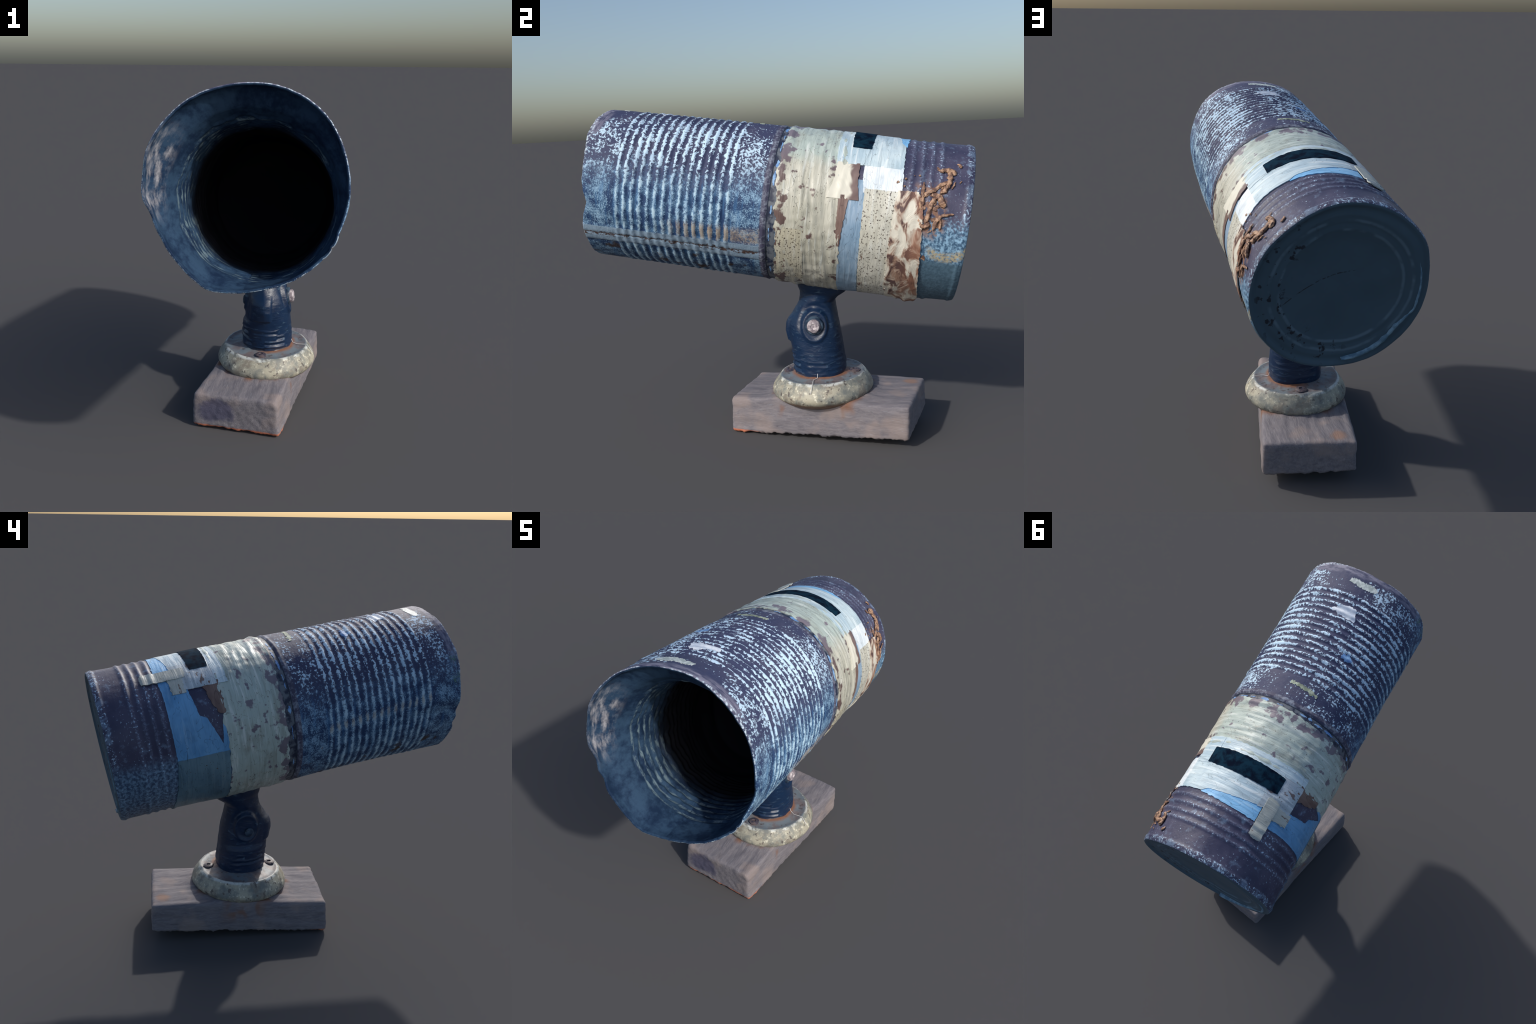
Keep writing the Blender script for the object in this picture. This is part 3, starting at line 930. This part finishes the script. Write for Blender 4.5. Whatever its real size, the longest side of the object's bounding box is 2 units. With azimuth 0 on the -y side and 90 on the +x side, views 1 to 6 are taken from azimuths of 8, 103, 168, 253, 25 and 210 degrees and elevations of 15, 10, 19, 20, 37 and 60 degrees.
# ------------------------------------------------------------------ swivel bracket
# z, y front, y back, x left, x right, squareness
POST = [
    (0.285, .050, .318, -.158, .122, 1.95), (0.340, .044, .324, -.157, .122, 1.95), (0.375, .040, .326, -.156, .121, 1.95),
    (0.430, .036, .318, -.154, .118, 1.95), (0.472, .031, .313, -.153, .114, 1.95), (0.500, .027, .310, -.140, .111, 1.9),
    (0.560, .011, .303, -.138, .107, 1.6), (0.600, .014, .296, -.138, .103, 1.6), (0.630, .024, .290, -.137, .096, 1.6),
    (0.670, .048, .283, -.134, .082, 1.6), (0.700, .067, .278, -.131, .072, 1.6), (0.727, .080, .274, -.130, .066, 1.6),
    (0.750, .084, .296, -.132, .066, 1.6), (0.775, .084, .335, -.138, .072, 1.6), (0.800, .076, .350, -.145, .080, 1.7),
    (0.850, .070, .355, -.150, .085, 1.8),
]


def build_post():
    n = 160
    zs = frange(POST[0][0], POST[-1][0], 0.0045)
    verts, faces = [], []
    for z in zs:
        y0, y1, x0, x1, p = lerp_table(POST, z)
        cx, cy, hx, hy = (x0 + x1) / 2, (y0 + y1) / 2, (x1 - x0) / 2, (y1 - y0) / 2
        for j in range(n):
            q = 2 * math.pi * j / n
            c, s = math.cos(q), math.sin(q)
            pp = p if s < 0 else 2.5
            k = (abs(c) ** pp + abs(s) ** pp) ** (-1 / pp)
            x, y = cx + hx * c * k, cy + hy * s * k
            nx, ny = c, s
            h = 0.0016 * n1(x * 25, y * 25, z * 25)
            side = smooth(.5, .85, abs(c))
            # cast ridges round the foot
            gate = smooth(.315, .33, z) * (1 - smooth(.445, .46, z))
            gate *= smooth(-.1, .2, n1(c * 2.2, math.floor(z / .032) * 3.3 + s * 2, 8)) * (1 - .8 * smooth(.0, .6, s))
            h += gate * .0060 * math.cos(2 * math.pi * z / .032)
            # hinge boss with a raised arch on both cheeks
            d = math.hypot(y - .178, (z - .608) * .80)
            zz = z - .612
            dd = d if zz > 0 else max(abs(y - .178), d if zz > 0 else 0)
            h += side * .0085 * math.exp(-((d - .060) / .010) ** 2)
            h -= side * .0085 * math.exp(-((d - .082) / .012) ** 2) * smooth(-.05, .0, zz)
            # tongue on the front face
            fr = smooth(.6, .9, -s)
            h += fr * .011 * smooth(-.105, -.095, x) * (1 - smooth(.015, .025, x)) * smooth(.500, .512, z) * (1 - smooth(.60, .66, z))
            verts.append(Vector((x + nx * h, y + ny * h, z)))
    for i in range(len(zs) - 1):
        for j in range(n):
            k = (j + 1) % n
            faces.append((i * n + j, i * n + k, (i + 1) * n + k, (i + 1) * n + j))
    faces.append(tuple(range(n))[::-1])
    faces.append(tuple((len(zs) - 1) * n + j for j in range(n)))
    me = mesh_from("swivel_bracket", verts, faces)
    recalc(me)
    return world_object("swivel_bracket", me, [paint_material()])


bracket = build_post()
bracket_inv = bracket.matrix_parent_inverse


def revolve(name, prof, n, axis_pt, axis, mats, parent, wobble=0.0, close=True):
    """prof: (distance along axis, radius)"""
    axis = Vector(axis).normalized()
    u = axis.orthogonal().normalized()
    v = axis.cross(u)
    verts, faces = [], []
    for i, (h, r) in enumerate(prof):
        for j in range(n):
            q = 2 * math.pi * j / n
            rr = r * (1 + wobble * n1(math.cos(q) * 2, math.sin(q) * 2, i * .7))
            verts.append(Vector(axis_pt) + axis * h + (u * math.cos(q) + v * math.sin(q)) * rr)
    for i in range(len(prof) - 1):
        for j in range(n):
            k = (j + 1) % n
            faces.append((i * n + j, i * n + k, (i + 1) * n + k, (i + 1) * n + j))
    if close:
        faces.append(tuple(range(n)))
        faces.append(tuple((len(prof) - 1) * n + j for j in range(n)))
    me = mesh_from(name, verts, faces)
    recalc(me)
    sharp_by_angle(me, 45)
    return new_object(name, me, parent, mats)


M_BOLT = simple_material("scuffed zinc bolt", (0.20, 0.17, 0.20), (0.50, 0.46, 0.49), 55, 0.4, 0.5, 0.5)
M_WASH = simple_material("painted washer", (0.010, 0.025, 0.055), (0.05, 0.085, 0.13), 40, 0.4, 0.4)
revolve("washer", [(-.01, .050), (.008, .050), (.012, .046), (.012, .02)], 40, (.096, .178, .613), (1, 0, .05), [M_WASH], bracket)
revolve("bolt", [(.0, .036), (.022, .036), (.030, .030), (.031, .016), (.027, .012), (.027, .001)], 18, (.100, .178, .614), (1, 0, .05),
        [M_BOLT], bracket, .08)
revolve("bolt", [(.0, .026), (.008, .026), (.013, .018), (.014, .004)], 18, (-.139, .165, .585), (-1, 0, 0), [M_WASH], bracket, .08)

# ------------------------------------------------------------------ flange
def build_flange():
    prof = [(.185, .215), (.200, .236), (.212, .254), (.226, .267), (.240, .274), (.252, .275), (.268, .270), (.288, .259), (.306, .247),
            (.318, .238), (.325, .232), (.328, .226), (.327, .218), (.325, .208), (.326, .190), (.331, .165), (.340, .13)]
    n = 180
    verts, faces = [], []
    for i, (z, r) in enumerate(prof):
        for j in range(n):
            q = 2 * math.pi * j / n
            x, y = math.cos(q), math.sin(q)
            rr = r * (1 + .014 * n1(x * 1.5, y * 1.5, 3) + .004 * n1(x * 3, y * 3, z * 12))
            # two pinched notches where the screws sit
            for sy in (-1, 1):
                rr -= .010 * math.exp(-((x + .02) / .10) ** 2) * smooth(.2, .6, y * sy) * smooth(.29, .325, z) * (1 if r > .2 else 0)
            verts.append(Vector((-.023 + rr * x, .194 + rr * y, z + .045 * rr * y + .0015 * n1(x * 6, y * 6, z * 30))))
    for i in range(len(prof) - 1):
        for j in range(n):
            k = (j + 1) % n
            faces.append((i * n + j, i * n + k, (i + 1) * n + k, (i + 1) * n + j))
    faces.append(tuple(range(n))[::-1])
    me = mesh_from("flange", verts, faces)
    recalc(me)
    return world_object("flange", me, [flange_material()])


flange = build_flange()
M_SCREW = simple_material("rusted screw", (0.035, 0.035, 0.06), (0.11, 0.085, 0.09), 60, 0.5, 0.4)
for x, y, z in ((-.032, .010, .320), (-.012, .372, .336)):
    ax = Vector((0, 0, 1))
    revolve("screw", [(-.01, .030), (.006, .030), (.010, .024), (.012, .012), (.006, .010), (.006, .001)], 24, (x, y, z), ax, [M_SCREW], flange, .1)


def cobweb():
    pts = [(.118, .190, .36), (.128, .19, .335), (.155, .172, .334), (.210, .175, .334), (.243, .17, .29)]
    cu = bpy.data.curves.new("cobweb_thread", 'CURVE')
    cu.dimensions = '3D'
    sp = cu.splines.new('POLY')
    sp.points.add(len(pts) - 1)
    for p, c in zip(sp.points, pts):
        p.co = (*c, 1)
    cu.bevel_depth = .0016
    tmp = bpy.data.objects.new("thread_tmp", cu)
    bpy.context.scene.collection.objects.link(tmp)
    me = bpy.data.meshes.new_from_object(tmp.evaluated_get(bpy.context.evaluated_depsgraph_get()))
    me.materials.clear()
    bpy.data.objects.remove(tmp)
    new_object("cobweb_thread", me, flange, [simple_material("cobweb", (.5, .5, .5), (.65, .65, .66))])


cobweb()

# ------------------------------------------------------------------ wooden block
# corners measured on the leaning block: lower and upper ring, (x, y, z)
LOW = {(1, -1): (.110, -.306, .002), (-1, -1): (-.360, -.243, .004), (-1, 1): (-.208, .744, .064), (1, 1): (.248, .661, .046)}
TOP = {(1, -1): (.090, -.302, .194), (-1, -1): (-.354, -.237, .190), (-1, 1): (-.208, .740, .236), (1, 1): (.246, .671, .233)}


def build_block():
    hx, hy, hz, rad = .21, .49, .082, .016
    bm = bmesh.new()
    bmesh.ops.create_cube(bm, size=2)
    # cut the cube into a fine grid, one axis at a time
    for axis, cuts in ((0, 44), (1, 96), (2, 20)):
        for i in range(1, cuts):
            co = [0, 0, 0]
            no = [0, 0, 0]
            co[axis] = -1 + 2 * i / cuts
            no[axis] = 1
            bmesh.ops.bisect_plane(bm, geom=bm.verts[:] + bm.edges[:] + bm.faces[:], plane_co=co, plane_no=no)
    half = (hx, hy, hz)
    for v in bm.verts:
        p = [v.co[i] * half[i] for i in range(3)]
        core = [max(-(half[i] - rad), min(half[i] - rad, p[i])) for i in range(3)]
        d = Vector(p) - Vector(core)
        nrm = d.normalized() if d.length > 1e-6 else Vector((0, 0, 0))
        if d.length > rad:
            q = Vector(core) + nrm * rad
        else:
            q = Vector(p)
        # weathered grain and dents
        g = .0035 * n1(q.x * 40, q.y * 4, q.z * 40) + .004 * n1(q.x * 8, q.y * 5, q.z * 8 + 4) + .002 * n1(q.x * 22, q.y * 14, q.z * 22)
        q = q + nrm * g
        if q.z < -hz + .03:                       # splintered underside
            w = smooth(-hz + .03, -hz, q.z)
            q.z += w * (.008 * n1(q.x * 28, q.y * 28, 2) + .007 * n1(q.x * 75, q.y * 75, 6) + .004)
        u, t, s = q.x / hx, q.y / hy, (q.z / hz + 1) / 2
        pos = Vector((0, 0, 0))
        for (i, j), lo in LOW.items():
            w = (1 + i * u) / 2 * (1 + j * t) / 2
            pos += w * (Vector(lo) * (1 - s) + Vector(TOP[(i, j)]) * s)
        pos.z += s * .011 * math.exp(-(((pos.x + .04) / .26) ** 2 + ((pos.y - .23) / .40) ** 2))
        pos.z += s * .010 * math.exp(-((math.hypot(pos.x + .023, pos.y - .194) - .275) / .035) ** 2)
        v.co = pos
    bm.normal_update()
    me = bpy.data.meshes.new("wood_block")
    bm.to_mesh(me)
    bm.free()
    recalc(me)
    low = min(v.co.z for v in me.vertices)
    for v in me.vertices:
        f = max(0.0, 1 - max(0.0, v.co.z - low) / .15)
        v.co.z -= low * f
    return world_object("wood_block", me, [wood_material()])


build_block()
